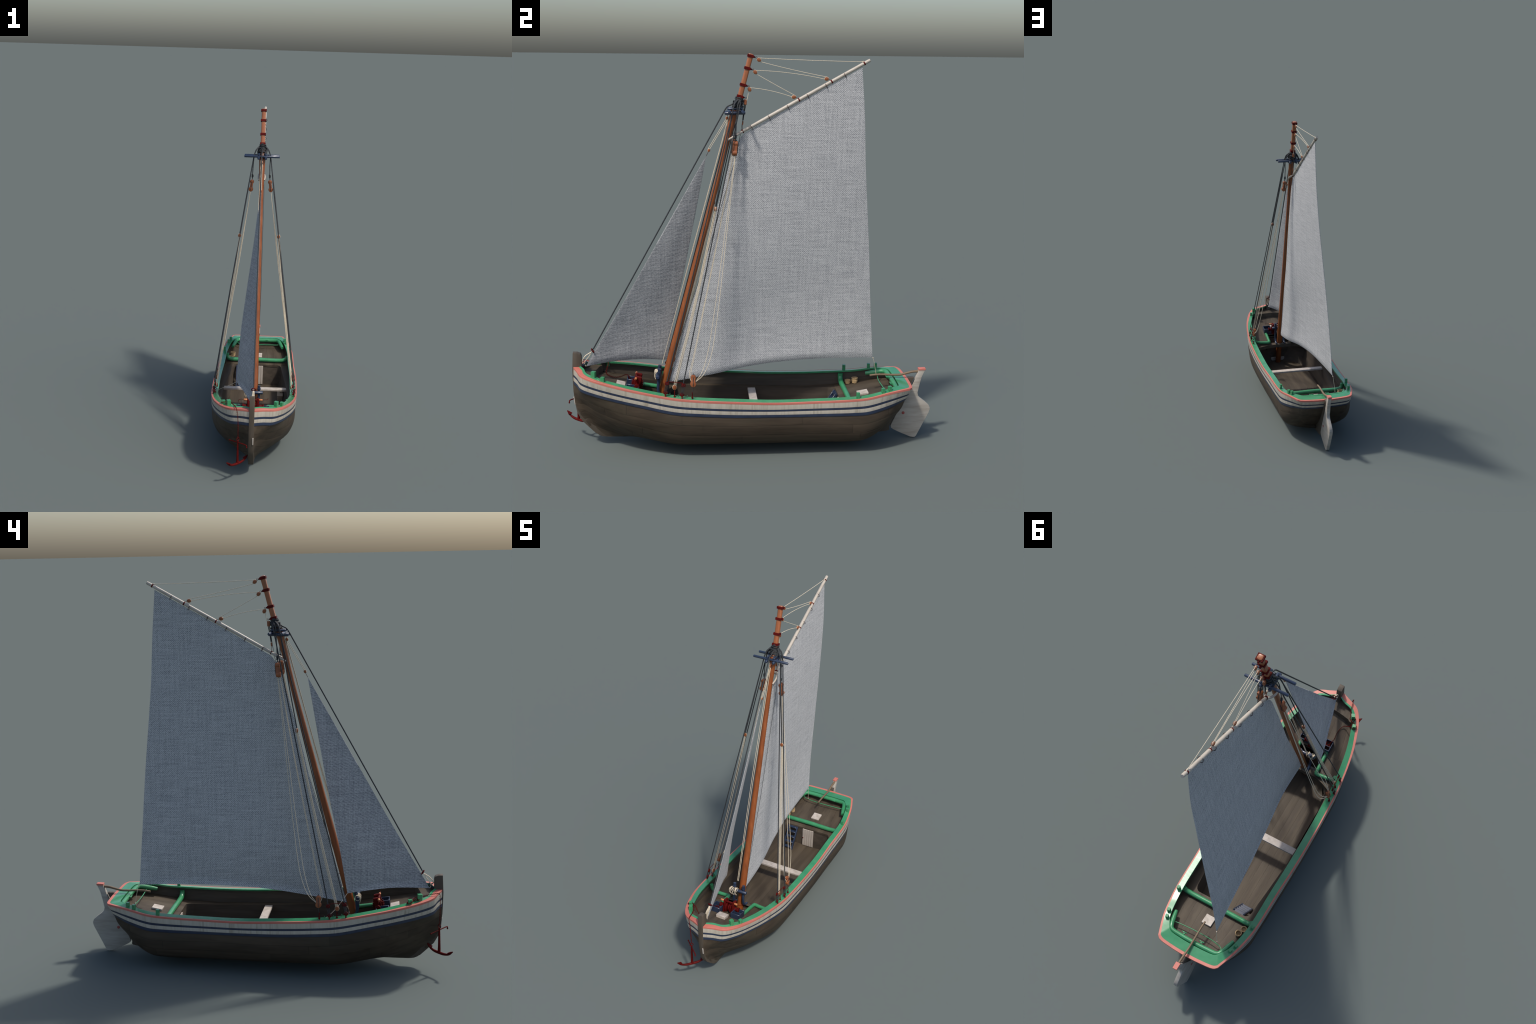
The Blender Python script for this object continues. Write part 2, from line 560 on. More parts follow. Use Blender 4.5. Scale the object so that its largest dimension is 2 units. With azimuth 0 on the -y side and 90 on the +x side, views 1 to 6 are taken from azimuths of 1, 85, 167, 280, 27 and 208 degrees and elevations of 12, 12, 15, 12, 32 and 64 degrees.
f1, f2, f3 = .375, .54, .79
for a, b, p in ((0, f1, .0006), (f2, f3, .0006)):
    band(a, b, p).obj("white_strake", [M_WHITE], angle=30)
for a, b, p in ((f1, f2, .0), (f3, 1.0, .0002)):
    band(a, b, p).obj("navy_stripe", [M_NAVY], angle=30)

# rail cap: salmon outer moulding and green inner plank
wS = [.027, .026, .022, .017, .0115, .009, .0075, .006, .006, .006, .006, .006, .007, .008]
wI = [.037, .038, .036, .038, .040, .040, .0405, .041, .0415, .040, .038, .0375, .037, .038]
SB = np.array(STB)
tan = np.gradient(SB, axis=0)
nn = np.stack([tan[:, 1], -tan[:, 0], 0 * tan[:, 0]], 1)
nn /= np.linalg.norm(nn, axis=1)[:, None] + 1e-12
nn[0] = (.25, -.97, 0)
if nn[8, 0] < 0:
    nn = -nn
    nn[0] = (.25, -.97, 0)
H = .0105
capS = [SB[i] - nn[i] * wS[i] for i in range(14)] + [np.array(p) for p in
        [(.170, .796, .3235), (.154, .806, .322), (.078, .8145, .319), (0, .817, .318)]]
capI = [SB[i] - nn[i] * wI[i] for i in range(14)] + [np.array(p) for p in
        [(.1455, .745, .3215), (.130, .7565, .321), (.070, .7635, .3185), (0, .7655, .3175)]]
capS[0][0] = capI[0][0] = .012
US, UI = along(capS), along(capI)
up = np.array([0, 0, H])
sal = [UB - PN * .006 + [0, 0, .0005], UB + PN * .0014 + [0, 0, .0005], UB + PN * .0014 + up * .93, UB + PN * .0008 + up,
       US + up, US + up * .2]
lean = np.array([0, 0, .0035])
gre = [US + up * .1, US + up * 1.02, (US + UI) / 2 + up * 1.02 + lean * .5, UI + (US - UI) * .04 + up * 1.02 + lean, UI + up * .92 + lean, UI + up * .5, US + up * .1]
for rows, nm, mt in ((sal, "rail_moulding", M_SALMON), (gre, "rail_cap", M_GREEN)):
    g = Geo()
    R = np.stack(rows, 1)
    for sg in (1, -1):
        g.add(((R * [sg, 1, 1]).reshape(-1, 3), grid_faces(NU, R.shape[1])))
    g.obj(nm, [mt], angle=24)

# ------------------------------------------------------------- deck & inside
side = UB[:c + 1]


def wall_x(y, inset=.019):
    return float(np.interp(y, side[:, 1], side[:, 0])) - inset


def fore_z(y):
    d = -.42 - y
    return .254 + .2 * d + .17 * max(d, 0) ** 2


def aft_z(y):
    return .228 + .18 * (y - .475)


def ledge_z(y):
    return float(np.interp(y, [-.43, -.1, .1, .3, .475], [.252, .230, .223, .221, .228]))


# inner ceiling of the bulwark
UW = UB - PN * .018
UW[c:, 1] = np.minimum(UW[c:, 1], .80)
zb = np.array([fore_z(y) if y < -.42 else (ledge_z(y) if y < .475 else aft_z(y)) for y in UW[:, 1]]) - .02
low = UW.copy(); low[:, 2] = zb
low -= PN * .008
low[c:, 1] -= .02
mid = (UW * .5 + low * .5)
R = np.stack([UW + [0, 0, .004], UW * .7 + low * .3 - PN * .001, mid - PN * .0015, mid - PN * .003, low], 1)
g = Geo()
for sg in (1, -1):
    g.add(((R * [sg, 1, 1]).reshape(-1, 3), grid_faces(NU, R.shape[1])))
g.obj("bulwark_ceiling", [M_WALL], angle=25)


def strip_planks(name, ys, halfwidth, zfun, n, mat, y0f, y1f, thick=.012, crown=.0004):
    """Deck laid in fore and aft planks; ys is unused outside the ends given per x."""
    xs = np.linspace(-1, 1, n + 1)
    for k in range(n):
        a, b = xs[k] + .0012, xs[k + 1] - .0012
        fr = np.linspace(a, b, 5)
        lift = [0, crown, crown * 1.2, crown, 0]
        T = []
        N = 15
        for t in np.linspace(0, 1, N):
            row = []
            for f, l in zip(fr, lift):
                wref = halfwidth(.5 * (y0f(0) + y1f(0)))
                x = f * max(halfwidth(y0f(f * wref) + t * (y1f(f * wref) - y0f(f * wref))), .004)
                y = y0f(x) + t * (y1f(x) - y0f(x))
                x = f * max(halfwidth(y), .004)
                row.append((x, y, zfun(y) + l))
            T.append([(row[0][0], row[0][1], row[0][2] - thick)] + row + [(row[-1][0], row[-1][1], row[-1][2] - thick)])
        T = np.array(T)
        V = T.reshape(-1, 3)
        F = grid_faces(N, T.shape[1])
        F += [tuple(range(T.shape[1])), tuple((N - 1) * T.shape[1] + j for j in range(T.shape[1]))]
        part(name, V, F, mat, angle=30)


edge_y = lambda x: -.427 + .040 * min(1, abs(x) / .19) ** 3
HX, HY0, HY1 = .078, -.568, -.456          # hatchway behind the windlass
strip_planks("foredeck_plank", None, lambda y: wall_x(y, .024), fore_z, 8, M_DECK, lambda x: -.865, lambda x: HY0)
strip_planks("foredeck_plank", None, lambda y: wall_x(y, .024), fore_z, 8, M_DECK, lambda x: HY1, edge_y)
for sg in (1, -1):
    for k in range(2):
        T = []
        ys = np.linspace(HY0 + .0006, HY1 - .0006, 9)
        for y in ys:
            w = wall_x(y, .024) - HX
            a, b = HX + w * k / 2 + .0002, HX + w * (k + 1) / 2 - .0002
            z = fore_z(y)
            T.append([(sg * a, y, z - .02), (sg * a, y, z), (sg * (a + b) / 2, y, z + .0004), (sg * b, y, z), (sg * b, y, z - .012)])
        T = np.array(T)
        part("foredeck_plank", T.reshape(-1, 3), grid_faces(len(ys), 5), M_DECK, angle=30)
g = Geo()
for y, d in ((HY0, -.004), (HY1, .004)):
    g.add(box((2 * HX, .008, .022), .0005, Matrix.Translation((0, y + d, fore_z(y) - .0125))))
g.obj("hatch_header", [M_DECK])
strip_planks("aft_deck_plank", None, lambda y: min(wall_x(y, .024), .215), aft_z, 9, M_DECK, lambda x: .4735, lambda x: .785 - .3 * abs(x) ** 2)
strip_planks("floor_plank", None, lambda y: .172 - .62 * max(0, -.38 - y) - .3 * max(0, y - .4), lambda y: .085, 8, M_DECK, lambda x: -.538, lambda x: .482)

# deck beam under the foredeck edge
V = []
for x in np.linspace(-.20, .20, 25):
    y = edge_y(x)
    z = fore_z(y)
    V += [(x, y + .003, z - .0005), (x, y + .003, z - .022), (x, y - .02, z - .022)]
part("deck_beam", V, grid_faces(25, 3), M_DECK, angle=50)

# side decks with a rounded well corner, and the well lining below them
edge = [(.186, -.43), (.190, -.385), (.198, -.325), (.203, -.22), (.203, -.10), (.196, .08), (.183, .25), (.173, .36), (.168, .42), (.166, .446),
        (.158, .463), (.144, .473), (.128, .476), (.06, .476), (0, .476)]
E2 = curve([(x, y, 0) for x, y in edge], 5)
for sg in (1, -1):
    V = []
    for x, y, _ in E2:
        z = ledge_z(y)
        w = max(wall_x(min(y, .476), .022), x)
        for t in (0, .25, .5, .75, 1):
            V.append((sg * (x + (w - x) * t), y, z - .0008))
    part("side_deck", V, grid_faces(len(E2), 5), M_DECK, angle=30)
g = Geo()
for sg in (1, -1):
    V = []
    ext = np.vstack([[(.10, -.545, 0), (.155, -.495, 0)], E2])
    for x, y, _ in ext:
        z = ledge_z(y) if y > -.43 else fore_z(y)
        inn = (.014 + .16 * min(.13, max(0, -.25 - y)) + max(0, -.43 - y) * .45) if y < .44 else .022 * max(0, (.476 - y) / .036)
        for t in np.linspace(0, 1, 9):
            bul = .012 * math.sin(math.pi * t) ** 1 * (0 if y > .44 else 1)
            step = .0012 * (int(t * 4) % 2)
            xx = x - inn * t * t + bul * .4 - (step if y < .44 else 0)
            V.append((sg * max(xx, 0), y, z - .001 + (.083 - z) * t))
    g.add((V, grid_faces(len(ext), 9)))
V = [(-.10, -.54, .08), (.10, -.54, .08), (.10, -.54, .27), (-.10, -.54, .27)]
g.add((V, [(0, 1, 2, 3)]))
g.obj("well_lining", [M_WALL], angle=30)

# raised bow platform with a hollowed aft edge
top, F = [], []
xs = np.linspace(-1, 1, 25)
for f in xs:
    x = f * .130
    ye = -.800 + .024 * abs(f) ** 1.5 + (.006 if abs(f) > .85 else 0)
    yb = -.882 + .070 * abs(f) ** 2
    for t in (0, .5, 1):
        top.append((x, yb + t * (ye - yb), .3865 + .012 * (1 - t)))
    top.append((x, ye + .001, .384))
    top.append((x, ye + .004, .322))
part("bow_platform", top, grid_faces(25, 5), M_DECK, angle=35)

# ------------------------------------------------------------- stem, skeg
stem = [(-.9056, .4995), (-.9104, .4086), (-.9095, .35), (-.9078, .2966), (-.9015, .235), (-.891, .1786), (-.868, .135), (-.8345, .0998), (-.806, .0715),
        (-.785, .0555), (-.768, .0475), (-.745, .0440), (-.70, .0430), (-.5763, .0415), (-.46, .028), (-.46, .05), (-.70, .075), (-.79, .13), (-.845, .22), (-.8625, .33),
        (-.8625, .478), (-.867, .4915), (-.885, .4985)]
Geo().add(prism(stem, -.0145, .0145, .0015)).obj("stem_post", [M_STEM], angle=35)
part("draught_mark", *box((.006, .004, .042), .0005, Matrix.Translation((.010, -.9035, .243)) @ Matrix.Rotation(.11, 4, "X")), M_PALE)
skeg = [(.50, .020), (.60, .030), (.68, .0345), (.722, .0385), (.738, .0425), (.7445, .0475), (.742, .060), (.7455, .076), (.760, .106), (.801, .190), (.848, .290),
        (.867, .334), (.8345, .334), (.8335, .312), (.785, .275), (.740, .255), (.66, .15), (.56, .05)]
Geo().add(prism(skeg, -.011, .011, .0012)).obj("stern_post", [M_STEM], angle=35)

# ------------------------------------------------------------- rudder & tiller
rud = [(.890, .374), (.924, .374), (.907, .335), (.8965, .29), (.8885, .249), (.8925, .231), (.904, .219), (.930, .199), (.951, .180), (.958, .165),
       (.9585, .155), (.952, .135), (.919, .068), (.890, .008), (.884, .0015), (.874, .0005), (.859, .003), (.803, .028), (.767, .046), (.753, .056), (.7495, .070),
       (.770, .116), (.812, .199), (.857, .287), (.874, .328)]
RUD = Geo().add(prism(rud, -.011, .011, .0022)).obj("rudder", [M_RUDDER], angle=40)
part("rudder_cap", *box((.025, .038, .0105), .0012, Matrix.Translation((0, .9075, .3785))), M_SALMON, RUD)
part("rudder_pin", *lathe([(.0070, -.0130), (.0080, -.0125), (.0080, .0125), (.0070, .0130)], 14, "x", (0, .8145, .1395)), M_PIN, RUD)
til = curve([(0, .6305, .3465), (0, .66, .350), (0, .703, .3505), (0, .757, .3475), (0, .7925, .3482), (0, .828, .3565), (0, .859, .3635), (0, .893, .3655)], 6)
Geo().add(sweep(til, np.linspace(.0052, .0068, len(til)), 12)).obj("tiller", [M_TILLER])

# ------------------------------------------------------------- masts & spars
MX = .0035


def mast_y(z):
    return -.0058 - .26 * (1.997 - z)


RAKE = Matrix.Rotation(-math.atan(.26), 4, "X")
zz = [.082, .25, .40, .70, 1.0, 1.25, 1.45, 1.58, 1.68, 1.725, 1.737]
rr = [.0205, .0204, .0196, .0178, .0162, .0147, .0138, .0146, .0180, .0185, .013]
pz = curve([(z, r, 0) for z, r in zip(zz, rr)], 4)
path = [(MX, mast_y(z) - .003 - .006 * max(0, (z - 1.4) / .33), z) for z, r, _ in pz]
Geo().add(sweep(path, [r for _, r, _ in pz], 24)).obj("mainmast", [M_MAST])
zt = [1.70, 1.74, 1.85, 1.95, 1.987, 1.9935, 1.9962, 1.9975]
rt = [.0132, .0132, .0128, .0124, .0130, .0130, .0112, .006]
Geo().add(sweep([(MX, mast_y(z), z) for z in zt], rt, 28, square=3.6)).obj("topmast", [M_TOP])
bm_mesh = None
for z in (1.9868, 1.9282, 1.848, 1.7922):
    g = Geo()
    y = mast_y(z)
    M = Matrix.Translation((MX, y, z)) @ RAKE
    g.add(box((.0335, .0320, .0135), .0011, M))
    M2 = M @ Matrix.Translation((0, .019, -.0005))
    g.add(box((.010, .010, .008), .002, M2))
    g.obj("mast_band", [M_IRON], angle=30)
    ring_c = (MX, y + .0285, z - .011 + .0035)
    Geo().add(ring(ring_c, (1, 0, .2), .0038, .0011, 16, 6)).obj("mast_eye", [M_DARKIRON])

g0 = np.array([MX, -.120, 1.580]); g1 = np.array([.0065, .580, 1.972])
gd = (g1 - g0) / np.linalg.norm(g1 - g0)


def gaff(y):
    t = (y - g0[1]) / (g1[1] - g0[1])
    return g0 + (g1 - g0) * t


gp = [gaff(y) for y in (-.060, -.02, .1, .25, .4, .5, .574, .580)]
GAFF = Geo().add(sweep(gp, [.0066, .0080, .0092, .0095, .0092, .0088, .0085, .0076], 16)).obj("gaff", [M_SPAR])
for sx in (1, -1):
    pr = curve([gaff(-.045) + [sx * .003, 0, 0], gaff(-.066) + [sx * .015, 0, 0], gaff(-.09) + [sx * .0195, 0, 0], gaff(-.12) + [sx * .016, 0, 0]], 5)
    Geo().add(sweep(pr, np.linspace(.0066, .0050, len(pr)), 10)).obj("gaff_jaw", [M_SPAR], GAFF)
gn = Vector((0, gd[2], -gd[1])).normalized()
hoop = Geo().add(ring((0, 0, 0), (0, gd[1], gd[2]), .0128, .0014, 24, 6)).mesh("gaff_hoop", [M_DARKIRON])
for y in (.455, .3635, .2722, .1758, .0831, -.0033):
    a = gaff(y) + np.array([.001, gn[1] * .0055, gn[2] * .0055])
    instance("gaff_hoop", hoop, Matrix.Translation(a) @ Matrix.Rotation(random.uniform(-.15, .15), 4, "Z"), GAFF)
for y in (.552, .392, .232, -.045):
    a = gaff(y)
    Geo().add(sweep([a - gd * .0032, a + gd * .0032], .0098, 16)).obj("gaff_band", [M_IRON], GAFF)

# ------------------------------------------------------------- sails
def coons(bottom, topc, left, right, nu, nv):
    def samp(C, n):
        C = curve(C, 10)
        d = np.r_[0, np.cumsum(np.linalg.norm(np.diff(C, axis=0), axis=1))]
        return np.stack([np.interp(np.linspace(0, d[-1], n), d, C[:, k]) for k in range(3)], 1)
    B, T = samp(bottom, nu), samp(topc, nu)
    Lf, Rt = samp(left, nv), samp(right, nv)
    u = np.linspace(0, 1, nu)[:, None, None]
    v = np.linspace(0, 1, nv)[None, :, None]
    P = (1 - v) * B[:, None] + v * T[:, None] + (1 - u) * Lf[None] + u * Rt[None] \
        - ((1 - u) * (1 - v) * B[0] + u * (1 - v) * B[-1] + (1 - u) * v * T[0] + u * v * T[-1])
    return P


def sail(name, P, mat, thick):
    """Cloth with thickness and a soft bolt-rope edge."""
    nu, nv = P.shape[:2]
    n = np.cross(np.gradient(P, axis=0), np.gradient(P, axis=1))
    n /= np.linalg.norm(n, axis=2)[:, :, None] + 1e-12
    th = np.full((nu, nv), thick / 2)
    th[0] = th[-1] = thick * .3
    th[:, 0] = th[:, -1] = thick * .3
    A = (P + n * th[:, :, None]).reshape(-1, 3)
    Bk = (P - n * th[:, :, None]).reshape(-1, 3)
    F = grid_faces(nu, nv)
    k = nu * nv
    F2 = [tuple(i + k for i in f[::-1]) for f in F]
    e = [i * nv for i in range(nu)] + [(nu - 1) * nv + j for j in range(1, nv)] + \
        [i * nv + nv - 1 for i in range(nu - 2, -1, -1)] + [j for j in range(nv - 2, 0, -1)]
    S_ = [(e[i], e[(i + 1) % len(e)], e[(i + 1) % len(e)] + k, e[i] + k) for i in range(len(e))]
    return part(name, np.vstack([A, Bk]), F + F2 + S_, mat, angle=80)


throat, peak = (.002, -.043, 1.607), (.0085, .5425, 1.9360)
tack, clew = (.0, -.4195, .331), (-.0925, .6600, .4165)
foot = [tack, (-.004, -.1985, .367), (-.0312, .0067, .4016), (-.0572, .2277, .4191), (-.0745, .4411, .4225), clew]
leech = [clew, (-.0737, .6365, .709), (-.0475, .6138, 1.025), (-.0100, .577, 1.452), (.0045, .5622, 1.7034), peak]
luff = [tack, (.001, -.337, .636), (.0, -.2475, .927), (.001, -.190, 1.165), (.001, -.130, 1.388), (.001, -.083, 1.548), throat]
head = [throat, (.004, .15, 1.7185), peak]
P = coons(foot, head, luff, leech, 61, 71)
uu = np.linspace(0, 1, 61)[:, None]; vv = np.linspace(0, 1, 71)[None, :]
belly = .002 * np.sin(math.pi * uu ** .8) * np.sin(math.pi * vv) - .011 * np.sin(math.pi * uu) * np.exp(-((vv - .20) / .16) ** 2)
hem = np.exp(-vv / .03) * (1 - np.exp(-vv / .012)) * 2.2
P[:, :, 0] += belly + .009 * hem * np.sin(math.pi * np.clip(uu * .94 + .03, 0, 1)) ** .5
P[:, :, 0] += .004 * np.sin(uu * 9 + vv * 2.5) * np.exp(-uu * 5) * vv
sail("mainsail", P, M_MAIN, .0035)

jh, jt, jc = (.003, -.2255, 1.500), (.003, -.8415, .424), (-.104, -.431, .4175)
jfoot = [jt, (-.0284, -.7381, .4335), (-.0557, -.6359, .4365), (-.0830, -.537, .4300), jc]
jleech = [jc, (-.0905, -.386, .675), (-.0664, -.3375, .907), (-.0320, -.2815, 1.1977), jh]
jluff = [jt, (.004, -.6345, .776), (.005, -.4290, 1.141), jh]
jtop = [jh, (.003, -.2253, 1.5003), (.003, -.225, 1.5006)]
J = coons(jfoot, jtop, jluff, jleech, 41, 61)
uu = np.linspace(0, 1, 41)[:, None]; vv = np.linspace(0, 1, 61)[None, :]
J[:, :, 0] += .007 * np.sin(math.pi * uu) * np.sin(math.pi * vv)
J[:, :, 0] += .010 * np.exp(-vv / .05) * (1 - np.exp(-vv / .02)) * 2 * np.sin(math.pi * uu) ** .5
sail("jib", J, M_JIB, .003)

# ------------------------------------------------------------- ropes
def rope(name, pts, r, mat, parent=None, n=8, smooth=6):
    P_ = curve(pts, smooth) if len(pts) > 2 else np.array(pts, float)
    return Geo().add(sweep(P_, r, n)).obj(name, [mat], parent)


def taut(pts, rad=.008, k=4):
    """Straight spans with small rounded bends, as a rope under load lies."""
    P_ = [np.array(p, float) for p in pts]
    out_ = [P_[0]]
    for a, b, c_ in zip(P_[:-2], P_[1:-1], P_[2:]):
        la, lc = np.linalg.norm(a - b), np.linalg.norm(c_ - b)
        p, q = b + (a - b) * min(rad / la, .45), b + (c_ - b) * min(rad / lc, .45)
        for t in np.linspace(0, 1, k):
            out_.append((1 - t) ** 2 * p + 2 * t * (1 - t) * b + t * t * q)
    out_.append(P_[-1])
    return np.array(out_)


def line(name, pts, r, mat, parent=None, n=8):
    return Geo().add(sweep(taut(pts), r, n)).obj(name, [mat], parent)


def sag(a, b, d, k=5):
    a, b = np.array(a, float), np.array(b, float)
    return [a + (b - a) * t + np.array([0, 0, -4 * d * t * (1 - t)]) for t in np.linspace(0, 1, k)]


W, T_ = .0014, .0029
# sheave blocks of the peak halyard
disc = Geo()
disc.add(lathe([(.0035, -.0062), (.0085, -.0048), (.0098, 0), (.0085, .0048), (.0035, .0062)], 18, "x"))
disc.add(ring((0, 0, 0), (1, 0, 0), .0096, .0012, 20, 6), 1)
block_mesh = disc.mesh("sheave_block", [M_BLOCK, M_ROPE])


def block(p, d, s=1.0, parent=None, up=(1, 0, 0)):
    M = aim(p, d, up) @ Matrix.Diagonal((s, s * .92, s * 1.15, 1))
    return instance("sheave_block", block_mesh, M, parent)


mb = [(MX, .0326, 1.9684), (MX, .0145, 1.9095), (MX, -.0126, 1.8259)]
gb = [(.005, .3666, 1.8799), (.005, .2063, 1.7905)]
for p, d in zip(mb, ((0, .8, -.55), (0, .75, -.65), (0, .45, -.85))):
    block(p, d)
for p in gb:
    block(p, (0, 1, .05), 1.0)
    yb = p[1] + .0235
    a = gaff(yb)
    rope("block_hook", [(p[0], p[1] + .011, p[2] - .003), (p[0], p[1] + .019, p[2] - .006), a], .0011, M_DARKIRON)
ge = gaff(.5496) + np.array([0, -.004, .009])
up_ = lambda p, s=.0085: (p[0], p[1] + .004, p[2] + s)
dn_ = lambda p, s=.0085: (p[0], p[1] + .005, p[2] - s)
rope("peak_halyard", sag(up_(mb[0]), ge, .002), W, M_ROPE)
rope("peak_halyard", sag(dn_(mb[0]), up_(gb[0]), .003), W, M_ROPE)
rope("peak_halyard", sag(up_(mb[1]), dn_(gb[0], .004), -.0085), W, M_ROPE)
rope("peak_halyard", sag(dn_(mb[1]), up_(gb[1]), .001), W, M_ROPE)
rope("peak_halyard", sag(up_(mb[2]), dn_(gb[1], .004), -.0075), W, M_ROPE)
rope("halyard_knot", [ge + [0, -.006, 0], ge + [0, .004, .001], gaff(.545) + [0, 0, .006]], .0026, M_ROPE)
rope("peak_halyard", [(MX, -.018, 1.820), (MX, -.0195, 1.80), (MX + .004, -.026, 1.772)], W, M_ROPE)
# square purchase block under the lowest band
part("purchase_block", *box((.012, .0155, .026), .002, aim((MX, -.0335, 1.7645), (0, .05, 1))), M_BLOCK)
for dy in (-.0032, .0032):
    rope("halyard_part", [(MX, -.0335 + dy, 1.754), (MX, -.0390 + dy * .7, 1.72), (MX, -.0445 + dy * .3, 1.675)], .0021, M_TAR)
part("lower_block", *box((.007, .0065, .019), .0015, aim((MX, -.0455, 1.663), (0, .1, 1))), M_BLOCK)
rope("block_hook", [(MX, -.0462, 1.653), (MX, -.047, 1.642), gaff(-.045)], .0012, M_DARKIRON)
line("halyard_fall", [(.012, -.036, 1.752), (.014, -.055, 1.62), (.020, -.078, 1.50), (.022, -.245, .93), (.016, -.43, .36)], .0012, M_TAR)

# crosstrees
def rod(a, b, r, n=14):
    a, b = np.array(a, float), np.array(b, float)
    d = (b - a) / np.linalg.norm(b - a)
    return sweep([a, a + d * r * .3, b - d * r * .3, b], [r * .75, r, r, r * .75], n)


CT = Geo()
cz = 1.7215
for y in (-.114, -.050):
    CT.add(rod((-.1035, y, cz), (.108, y, cz), .0072))
for x in (-.0215 + MX, .0215 + MX):
    CT.add(rod((x, -.1345, cz - .010), (x, -.034, cz - .0085), .0082))
    CT.add(rod((x * .9, -.121, cz + .0115), (x * .9, -.046, cz + .0125), .0065))
CT.obj("crosstree", [M_BLUE])
# lashings at the mast head
g = Geo()
for i in range(16):
    z = 1.738 + .0036 * i
    rad = .0255 - .0007 * i + random.uniform(-.002, .003)
    tilt = (random.uniform(-.25, .25), random.uniform(-.25, .25) + .1, 1)
    g.add(ring((MX + random.uniform(-.002, .002), mast_y(z) + random.uniform(-.002, .003), z), tilt, rad, .0029, 22, 7))
for i in range(8):
    a = random.uniform(0, 6.28)
    q = curve([(MX + .03 * math.cos(a), -.075 + .03 * math.sin(a), 1.735),
               (MX + .028 * math.cos(a + .5), -.07 + .03 * math.sin(a + .5), 1.752),
               (MX + .022 * math.cos(a + 1.2), -.066 + .024 * math.sin(a + 1.2), 1.772)], 5)
    g.add(sweep(q, .0028, 7))
o = g.obj("mast_head_lashing", [M_TAR]); o["kind"] = "stuff"

